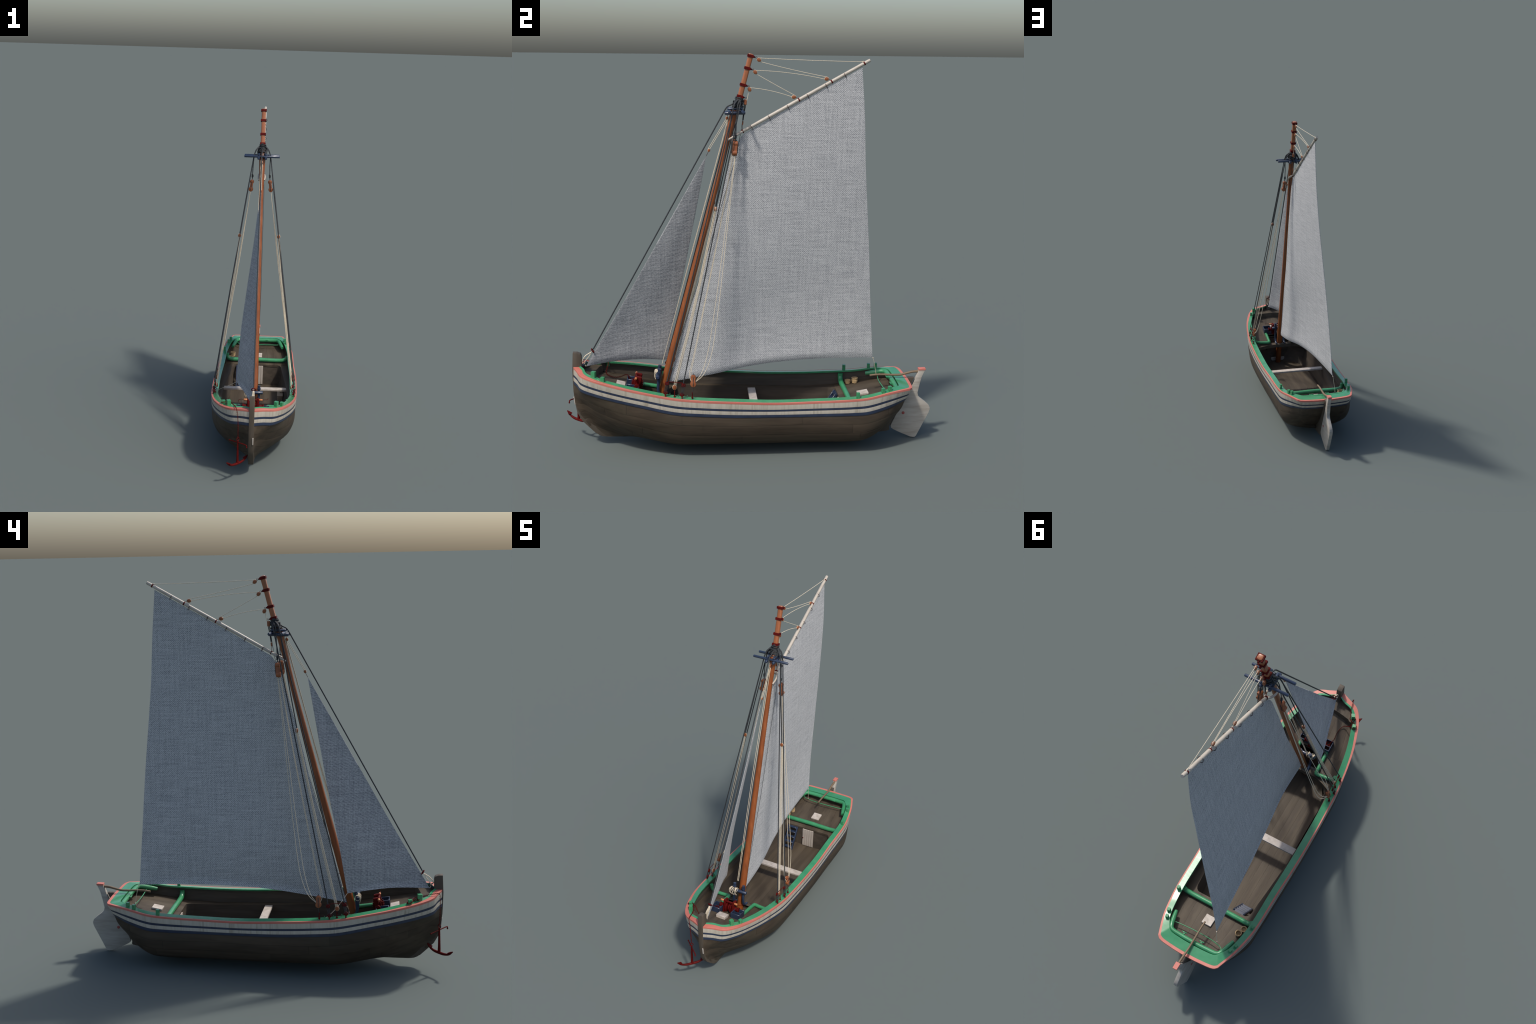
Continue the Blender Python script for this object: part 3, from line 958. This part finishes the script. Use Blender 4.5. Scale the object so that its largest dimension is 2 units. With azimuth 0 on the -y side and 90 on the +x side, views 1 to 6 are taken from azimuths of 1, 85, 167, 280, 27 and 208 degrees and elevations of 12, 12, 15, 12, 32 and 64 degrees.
# shrouds, stay and tackles
for sx in (1, -1):
    hd = lambda dx, y, z: (MX + sx * dx, y, z)
    for k, (dy, foot_) in enumerate(((-.012, (.2330, -.4265, .412)), (.017, (.2395, -.3455, .404)))):
        line("shroud", [hd(.020, -.070 + dy * .4, 1.775), hd(.034, -.076 + dy, 1.760), hd(.0475, -.082 + dy, 1.732), hd(.0505, -.086 + dy, 1.715),
                        (sx * (foot_[0] * .55 + .0525 * .45), foot_[1] * .55 - .088 * .45 + dy * .4, foot_[2] * .55 + 1.705 * .45),
                        (sx * foot_[0], foot_[1], foot_[2])], T_, M_TAR)
    # backstay pendant and its fall
    pen = np.array((sx * .1165, -.1835, 1.2525))
    line("pendant", [hd(.020, -.068, 1.778), hd(.040, -.088, 1.757), hd(.049, -.096, 1.728), hd(.0515, -.099, 1.712),
                     (sx * .084, -.141, 1.48), tuple(pen + [0, 0, .012])], T_, M_TAR)
    block(tuple(pen), (.05, 0, 1), 1.05, up=(0, 1, 0))
    low_b = np.array((sx * .2230, -.3890, .3790))
    for dy, ds in ((-.005, .005), (-.001, -.006), (.002, .009), (.006, -.002)):
        rope("pendant_fall", [tuple(pen + [sx * ds * .4, dy * .8, -.008]), tuple(pen * .5 + low_b * .5 + [sx * (ds * .7 - .002), dy + .004, -.01]),
                              tuple(low_b + [sx * ds * .4, dy * 1.1, .004])], W * .95, M_ROPE)
    block(tuple(low_b), (sx * .1, 0, 1), 1.15)
    # eyebolts
    for ey in ((sx * .2320, -.389, .342), (sx * .2395, -.302, .337)):
        g = Geo()
        g.add(sweep([(ey[0], ey[1], ey[2] - .014), (ey[0], ey[1], ey[2] + .008)], .0026, 8))
        g.add(ring((ey[0] - sx * .002, ey[1], ey[2] + .0145), (.2, 1, 0), .0055, .0016, 16, 6, stretch=((0, 0, 1), 1.4)))
        g.add(lathe([(.006, 0), (.006, .003)], 10, "z", (ey[0], ey[1], ey[2] - .009)))
        g.obj("eyebolt", [M_IRON])
    # violin tackle blocks of the throat halyard
    ut, ub = np.array((sx * .0535, -.083, 1.572)), np.array((sx * .0605, -.0885, 1.517))
    bt, bb = np.array((sx * .2265, -.2965, .4360)), np.array((sx * .2355, -.2975, .3950))
    for nm, a, b, s in (("violin_block", ut, ub, .0142), ("violin_block", bt, bb, .0150)):
        d = (b - a) / np.linalg.norm(b - a)
        face = (0, 1, 0) if b[2] > 1 else (1, 0, 0)
        tk = .0125 if b[2] > 1 else .0085
        g = Geo()
        for p, k in ((a + d * .006, .88), (b - d * .004, 1.0)):
            prof = [(s * k * .6, -tk), (s * k * .96, -tk * .85), (s * k, 0), (s * k * .96, tk * .85), (s * k * .6, tk)]
            g.add(lathe(prof, 18, "y" if face[1] else "x", p))
        g.add(box((tk * 1.95, .021, np.linalg.norm(b - a) * .7) if not face[1] else (.016, tk * 1.9, np.linalg.norm(b - a) * .8), .002, aim((a + b) / 2, d)))
        loop = taut([a - d * .014, a + d * .006 + np.array(face) * (tk + .001), b + np.array(face) * (tk + .001), b + d * .0125, b - np.array(face) * (tk + .001),
                      a + d * .006 - np.array(face) * (tk + .001), a - d * .014], .007)
        g.add(sweep(loop, .0017, 7), 1)
        g.obj(nm, [M_BLOCK, M_TAR])
    line("strop", [hd(.030, -.066, 1.768), hd(.044, -.074, 1.745), hd(.0485, -.076, 1.722), (sx * .0505, -.080, 1.66), (sx * .052, -.082, 1.60), tuple(ut + [0, 0, .008])],
         .0024, M_TAR)
    g = Geo()
    for i in range(4):
        g.add(ring((sx * .052, -.0825, 1.594 + .0045 * i), (.2 * (i - 1), .3, 1), .0042, .0022, 14, 6))
    g.obj("strop_seizing", [M_TAR])
    rope("tackle_hook", [tuple(bb + [0, 0, -.008]), tuple(bb + [sx * .002, -.001, -.022]), (sx * .2393, -.3015, .353)], .0018, M_TAR)
    # slack falls of the throat halyard, two bights
    for dy, belly_, dx in ((-.020, -.006, 0), (-.012, -.010, .004), (.014, .022, -.003), (.020, .034, .003)):
        q = [tuple(ub + [0, dy * .3, .0]), (sx * (.118 + dx), -.160 + dy * .6 + belly_ * .5, 1.10), (sx * (.172 + dx), -.226 + dy * .9 + belly_, .74),
             (sx * (.205 + dx), -.268 + dy * 1.1 + belly_ * 1.05, .525), (sx * .2215, -.289 + dy * 1.15 + belly_ * .55, .440), tuple(bb + [-sx * .001, dy * .35, .010])]
        rope("throat_fall", q, W, M_ROPE)
    # deadeyes with lanyards and the sheer pole
    dm = Geo()
    prof = [(.0075, -.0042), (.0105, -.003), (.0112, 0), (.0105, .003), (.0075, .0042)]
    for lo, hi in (((.2370, -.4340, .3580), (.2300, -.4262, .4010)), ((.2435, -.3525, .3475), (.2365, -.3450, .3925))):
        lo = np.array((sx * lo[0], lo[1], lo[2])); hi = np.array((sx * hi[0], hi[1], hi[2]))
        for p in (lo, hi):
            g = Geo()
            g.add(lathe(prof, 18, "x", p))
            for a in range(3):
                t = 2 * math.pi * a / 3 + .5
                g.add(lathe([(.0018, -.0046), (.0018, .0046)], 8, "x", p + [0, .0052 * math.cos(t), .0052 * math.sin(t)]), 1)
            g.obj("deadeye", [M_IRON, M_TAR])
        g = Geo()
        for dy in (-.0055, .0, .0055):
            for dx in (-.0048, .0048):
                g.add(sweep([lo + [dx, dy, .004], hi + [dx, dy, -.004]], .0011, 6))
        g.obj("lanyard", [M_TAR])
        bolt = lo + np.array([sx * .003, 0, -.013])
        g = Geo()
        g.add(sweep([lo + [0, 0, -.008], bolt + [0, 0, -.004]], .0025, 8))
        g.add(lathe([(.0045, 0), (.0045, .003)], 10, "z", bolt + [0, 0, -.004]))
        g.obj("chain_bolt", [M_IRON])
    Geo().add(sweep([(sx * .2310, -.4320, .4135), (sx * .2375, -.3400, .4035)], .0017, 8)).obj("sheer_pole", [M_IRON])
    # belay pins between rigging points
    for y, x in ((-.412, .228), (-.372, .237), (-.327, .236)):
        z = float(np.interp(y, side[:, 1], side[:, 2])) + .013
        Geo().add(rod((sx * (x - .012), y, z - .002), (sx * (x - .012), y, z + .011), .0016, 8)).obj("belaying_pin", [M_GREENP])

# loose jib sheet on the port rail
rope("jib_sheet", [jc, (-.14, -.408, .390), (-.19, -.372, .355), (-.2235, -.327, .3225), (-.2285, -.308, .3175), (-.225, -.300, .3165)], .0012, M_ROPE)

ringc = np.array((.004, -.8055, .507))
line("forestay", [(MX, -.082, 1.765), (MX, -.100, 1.752), (.001, -.1205, 1.7435), (.0005, -.1300, 1.7315), tuple(ringc + [0, .003, .008])], .0033, M_TAR)
Geo().add(ring(ringc, (0, .83, .55), .0115, .0026, 24, 8)).obj("stay_ring", [M_IRON])
# lashing from the ring to the blue cleat on the stem
for i in range(6):
    dx = (i - 2.5) * .0026
    bow = .017 if i % 2 else -.004
    rope("stay_lashing", [tuple(ringc + [dx * .6, -.006, -.006]), (MX + dx, -.834 - bow + .006, .478), (.004 + dx * 1.2, -.847 - bow * .7, .452), (.004 + dx, -.846, .441)], .0015, M_ROPE)
rope("jib_tack_line", [jt, (.004, -.845, .43), (.004, -.848, .436)], .0022, M_ROPE)
Geo().add(sweep(curve([(.004, -.862, .422), (.004, -.850, .437), (.004, -.835, .450)], 4), .0048, 10)).obj("stem_cleat", [M_BLUE])
line("stay_hook", [(.006, -.862, .452), (.006, -.852, .449), (.006, -.846, .440)], .0018, M_IRON)

# jib halyard
jb1, jb2 = (.004, -.1235, 1.687), (.003, -.2120, 1.528)
block(jb1, (0, .3, 1), .72); block(jb2, (0, .45, 1), .72)
for d in (-.004, .004):
    line("jib_halyard", [(MX + d * .4, jb1[1] + d, jb1[2] - .006), (MX + d * .4, jb2[1] + d, jb2[2] + .006)], W, M_ROPE)
line("jib_halyard", [(.006, -.118, 1.684), (-.006, -.295, 1.03), (-.012, -.455, .425)], W, M_ROPE)
line("jib_halyard", [(-.004, -.110, 1.70), (-.0165, -.292, 1.03), (-.0185, -.455, .425)], W, M_ROPE)
rope("block_hook", [(MX, -.116, 1.708), (MX, -.119, 1.70), (MX, -.1225, 1.694)], .0013, M_DARKIRON)
rope("block_hook", [(.003, -.2145, 1.522), (.003, -.219, 1.512), jh], .0012, M_DARKIRON)

# main sheet to the horse
sheet = np.array((-.103, .686, .3165))
rope("main_sheet", [clew, tuple(np.array(clew) + [-.001, .005, -.006]), tuple(sheet)], W * .8, M_ROPE)
part("sheet_knot", *ball((.0028, .0036, .0028), Matrix.Translation(np.array(clew) + [-.001, .004, -.004])), M_ROPE)
part("sheet_knot", *ball((.0028, .0036, .0028), Matrix.Translation(sheet)), M_ROPE)
part("sheet_shackle", *box((.003, .004, .010), .001, Matrix.Translation(sheet + [0, .002, -.008])), M_IRON)

# ------------------------------------------------------------- deck fittings
def rail_z(y):
    return float(np.interp(y, side[:, 1], side[:, 2])) + H


def rail_dir(y):
    i = int(np.argmin(abs(side[:, 1] - y)))
    t = side[min(i + 2, len(side) - 1)] - side[max(i - 2, 0)]
    return math.atan2(t[0], t[1])


post = Geo().add(box((.0155, .0165, 1), .0012)).mesh("rail_post", [M_GREENP], angle=40)
bitt = Geo().add(box((.0205, .0215, 1), .0015)).mesh("mooring_bitt", [M_GREENP], angle=40)
for sg in (1, -1):
    for x, y, zt_ in ((.2255, .530, .3335), (.2030, .6622, .346), (.1907, .6985, .3525)):
        z0 = rail_z(y) - .008
        instance("rail_post", post, Matrix.Translation((sg * x, y, (z0 + zt_) / 2)) @ Matrix.Rotation(-sg * rail_dir(y), 4, "Z") @ Matrix.Diagonal((1, 1, zt_ - z0, 1)))
    for x, y, zt_, k in ((.1325, -.7925, .4375, 1.0), (.1630, -.7452, .418, .84)):
        z0 = .37
        instance("mooring_bitt", bitt, Matrix.Translation((sg * x, y, (z0 + zt_) / 2)) @ Matrix.Rotation(-sg * rail_dir(y), 4, "Z") @ Matrix.Diagonal((k, k, zt_ - z0, 1)))
    # bollard pad on the rail beside the bitts
    part("bitt_pad", *box((.020, .070, .005), .001, Matrix.Translation((sg * .1445, -.768, .4005)) @ Matrix.Rotation(-sg * .55, 4, "Z") @ Matrix.Rotation(-.25, 4, "X")), M_GREENP)
    # green knee tubes on the foredeck
    tube = [(.2010, -.449, .322), (.1975, -.448, .300), (.1880, -.4465, .284), (.165, -.445, .2755), (.12, -.4415, .2725), (.0945, -.4390, .2725),
            (.0865, -.4415, .273), (.0850, -.452, .2745), (.0835, -.50, .283), (.0825, -.578, .296)]
    tube = [(sg * x, y, z) for x, y, z in tube]
    Geo().add(sweep(curve(tube, 5), .0108, 14)).obj("knee_tube", [M_GREENP])

# aft crossbar with upturned ends
bar = [(-.2060, .509, .292), (-.2045, .508, .274), (-.194, .508, .259), (-.175, .508, .2525), (0, .508, .2530), (.175, .508, .2525), (.194, .508, .259), (.2075, .508, .272), (.2095, .509, .284)]
Geo().add(sweep(curve(bar, 6), .0138, 16)).obj("aft_crossbar", [M_GREENP])
# stern tube following the inside of the transom
st = [(-.1740, .641, .3000), (-.1640, .680, .3085), (-.1500, .724, .319), (-.137, .7415, .3205), (-.07, .7485, .320), (0, .7500, .3195)]
st = st + [(-x, y, z) for x, y, z in st[-2::-1]]
stc = curve(st, 6)
Geo().add(sweep(stc, np.interp(np.arange(len(stc)), [0, 5, len(stc) - 6, len(stc) - 1], [.0095, .0128, .0128, .0095]), 14)).obj("stern_tube", [M_GREENP])
for x in (.068, -.036):
    g = Geo()
    g.add(box((.010, .008, .010), .001, Matrix.Translation((x, .732, .322))))
    g.add(rod((x - .014, .7265, .3275), (x + .014, .7265, .3275), .003, 8))
    g.obj("stern_cleat", [M_GREENP])
rope("sheet_horse", [(.158, .706, .308), (.150, .698, .305), (.08, .690, .305), (0, .687, .305), (-.08, .690, .305), (-.133, .7015, .305), (-.142, .712, .308)], .0024, M_GREENP, n=10)

# thwart, hatches, door, ladder, buckets
part("thwart", *box((.412, .0415, .012), .0015, Matrix.Translation((-.002, .0205, .216))), M_PALE)
for (x, y, sx_, sy_, z, tilt, nm) in ((.0065, .594, .055, .057, .2555, .17, "aft_hatch"), (0, -.667, .060, .046, .3270, -.27, "fore_hatch")):
    g = Geo()
    M = Matrix.Translation((x, y, z)) @ Matrix.Rotation(tilt, 4, "X")
    g.add(box((sx_, sy_, .011), .0015, M))
    g.add(box((sx_ * .94, sy_ * .94, .012), .001, M @ Matrix.Translation((0, 0, -.010))))
    g.obj(nm, [M_PALE])
DOOR = Geo()
DOOR.add(box((.080, .004, .129), .0005, Matrix.Translation((.005, .4735, .1545))))
DOOR = DOOR.obj("cabin_door", [M_SEAM])
dp = Geo().add(box((.0146, .006, .130), .0008)).mesh("door_board", [M_PALE])
for i in range(5):
    instance("door_board", dp, Matrix.Translation((.005 + (i - 2) * .0158, .4705 - .0006 * (i % 2), .1545 + random.uniform(-.001, .001))), DOOR)
part("door_knob", *ball((.0032, .0035, .0045), Matrix.Translation((-.029, .465, .150))), M_IRON, DOOR)
LAD = bpy.data.objects.new("ladder", None)
link(LAD)
a, b = np.array((0, .384, .086)), np.array((0, .468, .221))
for x in (-.1345, -.0725):
    d = b - a
    V, F = box((.008, .015, np.linalg.norm(d)), .001, aim((x, *(a + b)[1:] / 2), (0, d[1], d[2])))
    part("ladder_rail", V, F, M_BLUE, LAD)
for t in (.10, .32, .54, .76, .95):
    p = a + (b - a) * t
    part("ladder_step", *box((.056, .020, .007), .001, Matrix.Translation((-.1035, p[1] + .001, p[2]))), M_BLUE, LAD)


def bucket(x, y, r, h):
    z0 = aft_z(y)
    g = Geo()
    g.add(lathe([(r * .72, 0), (r * .80, h * .02), (r * .98, h * .5), (r, h), (r * .86, h), (r * .80, h * .35), (r * .5, h * .3)], 22, "z", (x, y, z0)))
    for f, k in ((.16, .90), (.42, .99), (.62, 1.02), (.97, 1.03)):
        g.add(ring((x, y, z0 + h * f), (0, 0, 1), r * k, .0017, 22, 6), 0)
    g.obj("bucket", [M_STRAW])


bucket(-.1690, .582, .0158, .030)
bucket(-.1815, .546, .0150, .020)
# small box stowed in the hold
g = Geo()
g.add(box((.036, .108, .040), .0012, Matrix.Translation((.163, .188, .1055))))
g.add(box((.038, .054, .007), .0008, Matrix.Translation((.163, .161, .1285))))
g.add(box((.018, .050, .016), .0008, Matrix.Translation((.172, .216, .1325))))
g.obj("stowage_box", [M_TAN])
part("mast_step", *box((.105, .030, .026), .002, Matrix.Translation((0, -.545, .100))), M_PALE)

# fife rail
FIFE = Geo()
for sg in (1, -1):
    x = sg * .0300
    FIFE.add(sweep(curve([(x, -.4660, .4125), (x, -.4665, .41), (x, -.469, .385), (x, -.474, .33), (x * 1.02, -.474, .290), (x * 1.04, -.458, .266), (x * 1.05, -.432, .2590)], 5),
                   np.interp(np.linspace(0, 1, 31), [0, .02, .1, .5, .8, 1], [.0050, .0088, .0090, .0080, .0082, .0070]), 14))
    FIFE.add(lathe([(.006, -.004), (.0108, -.0035), (.0108, .0035), (.006, .004)], 14, "z", (x, -.4695, .392)))
FIFE.add(rod((-.056, -.4790, .372), (.0535, -.4775, .3715), .0098))
FIFE.obj("fife_rail", [M_BLUE])
for i in range(9):
    x = -.048 + .0052 * i
    g = Geo().add(ring((x, -.4785, .372), (1, random.uniform(-.5, .5), random.uniform(-.4, .4)), .0122 + random.uniform(0, .002), .0015, 18, 6))
    g.obj("belayed_turn", [M_ROPE])
for i in range(5):
    x = -.046 + .009 * i
    rope("belayed_bight", [(x, -.470, .385), (x + random.uniform(-.01, .01), -.492, .382), (x + random.uniform(-.008, .008), -.494, .360), (x + .004, -.489, .346 + random.uniform(-.006, .006))], .0015, M_ROPE)

# windlass
WX = Geo()
wy, wz = -.583, .3255
for sg in (1, -1):
    M = Matrix.Translation((sg * .028, wy, .333)) @ RAKE
    WX.add(box((.015, .036, .082), .004, M))
    WX.add(box((.015, .040, .010), .002, Matrix.Translation((sg * .028, wy, .2945))))
    WX.add(lathe([(.0085, .030), (.0125, .034), (.0115, .046), (.0115, .052), (.0150, .056), (.0150, .0615), (.0115, .0625)], 16, "x", (0, wy, wz)) if sg > 0 else
           lathe([(.0085, -.030), (.0125, -.034), (.0115, -.046), (.0115, -.052), (.0150, -.056), (.0150, -.0615), (.0115, -.0625)], 16, "x", (0, wy, wz)))
WX.add(lathe([(.006, -.03), (.006, .03)], 12, "x", (0, wy, wz)))
for x, r in ((-.013, .0270), (.004, .0235), (.016, .0265)):
    WX.add(lathe([(r * .5, x - .0042), (r, x - .0035), (r, x + .0035), (r * .5, x + .0042)], 24, "x", (0, wy, wz)))
for k in range(18):
    a = 2 * math.pi * k / 18
    for x, r in ((-.013, .0283), (.016, .0278)):
        WX.add(box((.0065, .0045, .0060), .0006, Matrix.Translation((x, wy + r * math.cos(a), wz + r * math.sin(a))) @ Matrix.Rotation(a, 4, "X")))
WX.add(lathe([(.0055, -.036), (.0055, .036)], 12, "x", (0, wy - .004, .3655)))
WX.obj("windlass", [M_IRON], angle=35)
for sg in (1, -1):
    Geo().add(rod((sg * .034, wy - .004, .3665), (sg * .0545, wy - .005, .3670), .0062)).obj("windlass_grip", [M_CREAM])
    rope("windlass_crank", [(sg * .052, wy - .005, .367), (sg * .070, wy - .007, .370), (sg * .084, wy - .004, .3705 if sg > 0 else .362), (sg * .086, wy, .378 if sg > 0 else .350)], .0012, M_IRON)

# chain boxes either side of the windlass
for sg in (1, -1):
    g = Geo()
    cx, cy, cz_ = sg * .0660, -.6085, .312
    L_, Wd, Hh, t = .066, .058, .044, .0045
    M = Matrix.Translation((cx, cy, cz_)) @ Matrix.Rotation(-.15, 4, "X")
    for dx in (-1, 1):
        g.add(box((t, L_, Hh), .0012, M @ Matrix.Translation((dx * (Wd - t) / 2, 0, 0))))
    for dy in (-1, 1):
        g.add(box((Wd - .0008, t, Hh - .0006), .0012, M @ Matrix.Translation((0, dy * (L_ - t) / 2, 0))))
    g.add(box((Wd - .004, L_ - .004, .004), .0005, M @ Matrix.Translation((0, 0, -Hh / 2 + .004))))
    g.add(box((Wd - .009, t * .7, Hh * .8), .0005, M @ Matrix.Translation((0, .004, -.004))))
    g.obj("chain_box", [M_BLUE])

# ------------------------------------------------------------- anchor & chain
rg, cr_ = np.array((-.0725, -.8927, .2490)), np.array((-.0718, -.8940, .1085))
fa, fb = np.array((-.1275, -.9580, .1365)), np.array((-.0205, -.8370, .1320))
A = Geo()
A.add(ring(rg, (.6, -.55, 0), .0092, .0021, 20, 8))
shank = curve([rg + [0, 0, -.008], rg + [0, 0, -.04], cr_ + [0, 0, .035], cr_ + [0, 0, .002]], 5)
A.add(sweep(shank, np.linspace(.0042, .0078, len(shank)), 12))
h = (fa - fb); h[2] = 0; hl = np.linalg.norm(h); h /= hl
arm = curve([fa, cr_ + h * hl * .40 + [0, 0, .010], cr_ + h * hl * .22 + [0, 0, .0005], cr_ + [0, 0, -.001], cr_ - h * hl * .22 + [0, 0, .0005],
             cr_ - h * hl * .40 + [0, 0, .012], fb], 6)
s_ = abs(np.linspace(-1, 1, len(arm)))
A.add(sweep(arm, .0076 - .0042 * s_ ** 1.3, 12))
for tip, sgn in ((fa, 1), (fb, -1)):
    d = (h * sgn * .85 + np.array([0, 0, .42])); d /= np.linalg.norm(d)
    w = np.cross(d, [0, 0, 1]); w /= np.linalg.norm(w); nrm = np.cross(w, d)
    base = tip - d * .027
    outl = [base - d * .002, base + w * .0125 + d * .003, tip + d * .004, base - w * .0125 + d * .003]
    ins = -nrm if nrm[2] < 0 else nrm
    V = [p + ins * .0025 for p in outl] + [p - ins * .002 for p in outl]
    A.add((V, [(0, 1, 2, 3), (7, 6, 5, 4), (0, 4, 5, 1), (1, 5, 6, 2), (2, 6, 7, 3), (3, 7, 4, 0)]))
sa, sb = np.array((-.1205, -.8505, .2262)), np.array((-.0236, -.9335, .2300))
sm = (rg + [0, 0, -.0185])
stk = curve([sa, sm, sb + [-.006, .004, .002], sb, sb + [.001, -.001, -.010]], 5)
A.add(sweep(stk, .0031, 9))
A.add(ball((.0042,) * 3, Matrix.Translation(sa)))
A.add(ball((.0042,) * 3, Matrix.Translation(sb + [.001, -.001, -.010])))
ANCH = A.obj("anchor", [M_IRON], angle=35)

runs = [[rg + [0, 0, .009], (-.0735, -.8945, .33), (-.0790, -.8935, .40), (-.0860, -.8890, .4265), (-.0915, -.8700, .4285), (-.0990, -.835, .423), (-.108, -.806, .418),
         (-.118, -.790, .420), (-.121, -.776, .417), (-.140, -.762, .414), (-.158, -.760, .412), (-.178, -.748, .404), (-.166, -.731, .400), (-.148, -.737, .402),
         (-.145, -.752, .405), (-.134, -.776, .412), (-.150, -.790, .413), (-.146, -.775, .41), (-.142, -.752, .402), (-.1384, -.7396, .3965), (-.124, -.744, .376), (-.1025, -.7489, .3530),
         (-.090, -.735, .342), (-.083, -.705, .333), (-.086, -.672, .336), (-.0900, -.6465, .3445), (-.086, -.634, .343), (-.078, -.625, .325)]]
coil = []
for i in range(26):
    t = i * .62
    coil.append((-.066 + (.016 - .0003 * i) * math.cos(t), -.618 + (.020 - .0003 * i) * math.sin(t), .304 + .0009 * i))
runs.append(coil)
CH = Geo()
for pts in runs:
    C = curve(pts, 10)
    d = np.r_[0, np.cumsum(np.linalg.norm(np.diff(C, axis=0), axis=1))]
    n_ = int(d[-1] / .0062)
    S_ = np.stack([np.interp(np.linspace(0, d[-1], n_), d, C[:, k]) for k in range(3)], 1)
    for i in range(n_ - 1):
        t = S_[i + 1] - S_[i]
        t = t / np.linalg.norm(t)
        side_ = np.cross(t, [0, 0, 1.0]) if abs(t[2]) < .9 else np.cross(t, [1.0, 0, 0])
        side_ /= np.linalg.norm(side_)
        nrm = side_ if i % 2 else np.cross(t, side_)
        CH.add(ring((S_[i] + S_[i + 1]) / 2, nrm, .0027, .00095, 10, 5, stretch=(t, 1.55)))
o = CH.obj("anchor_chain", [M_IRON], ANCH); o["kind"] = "stuff"
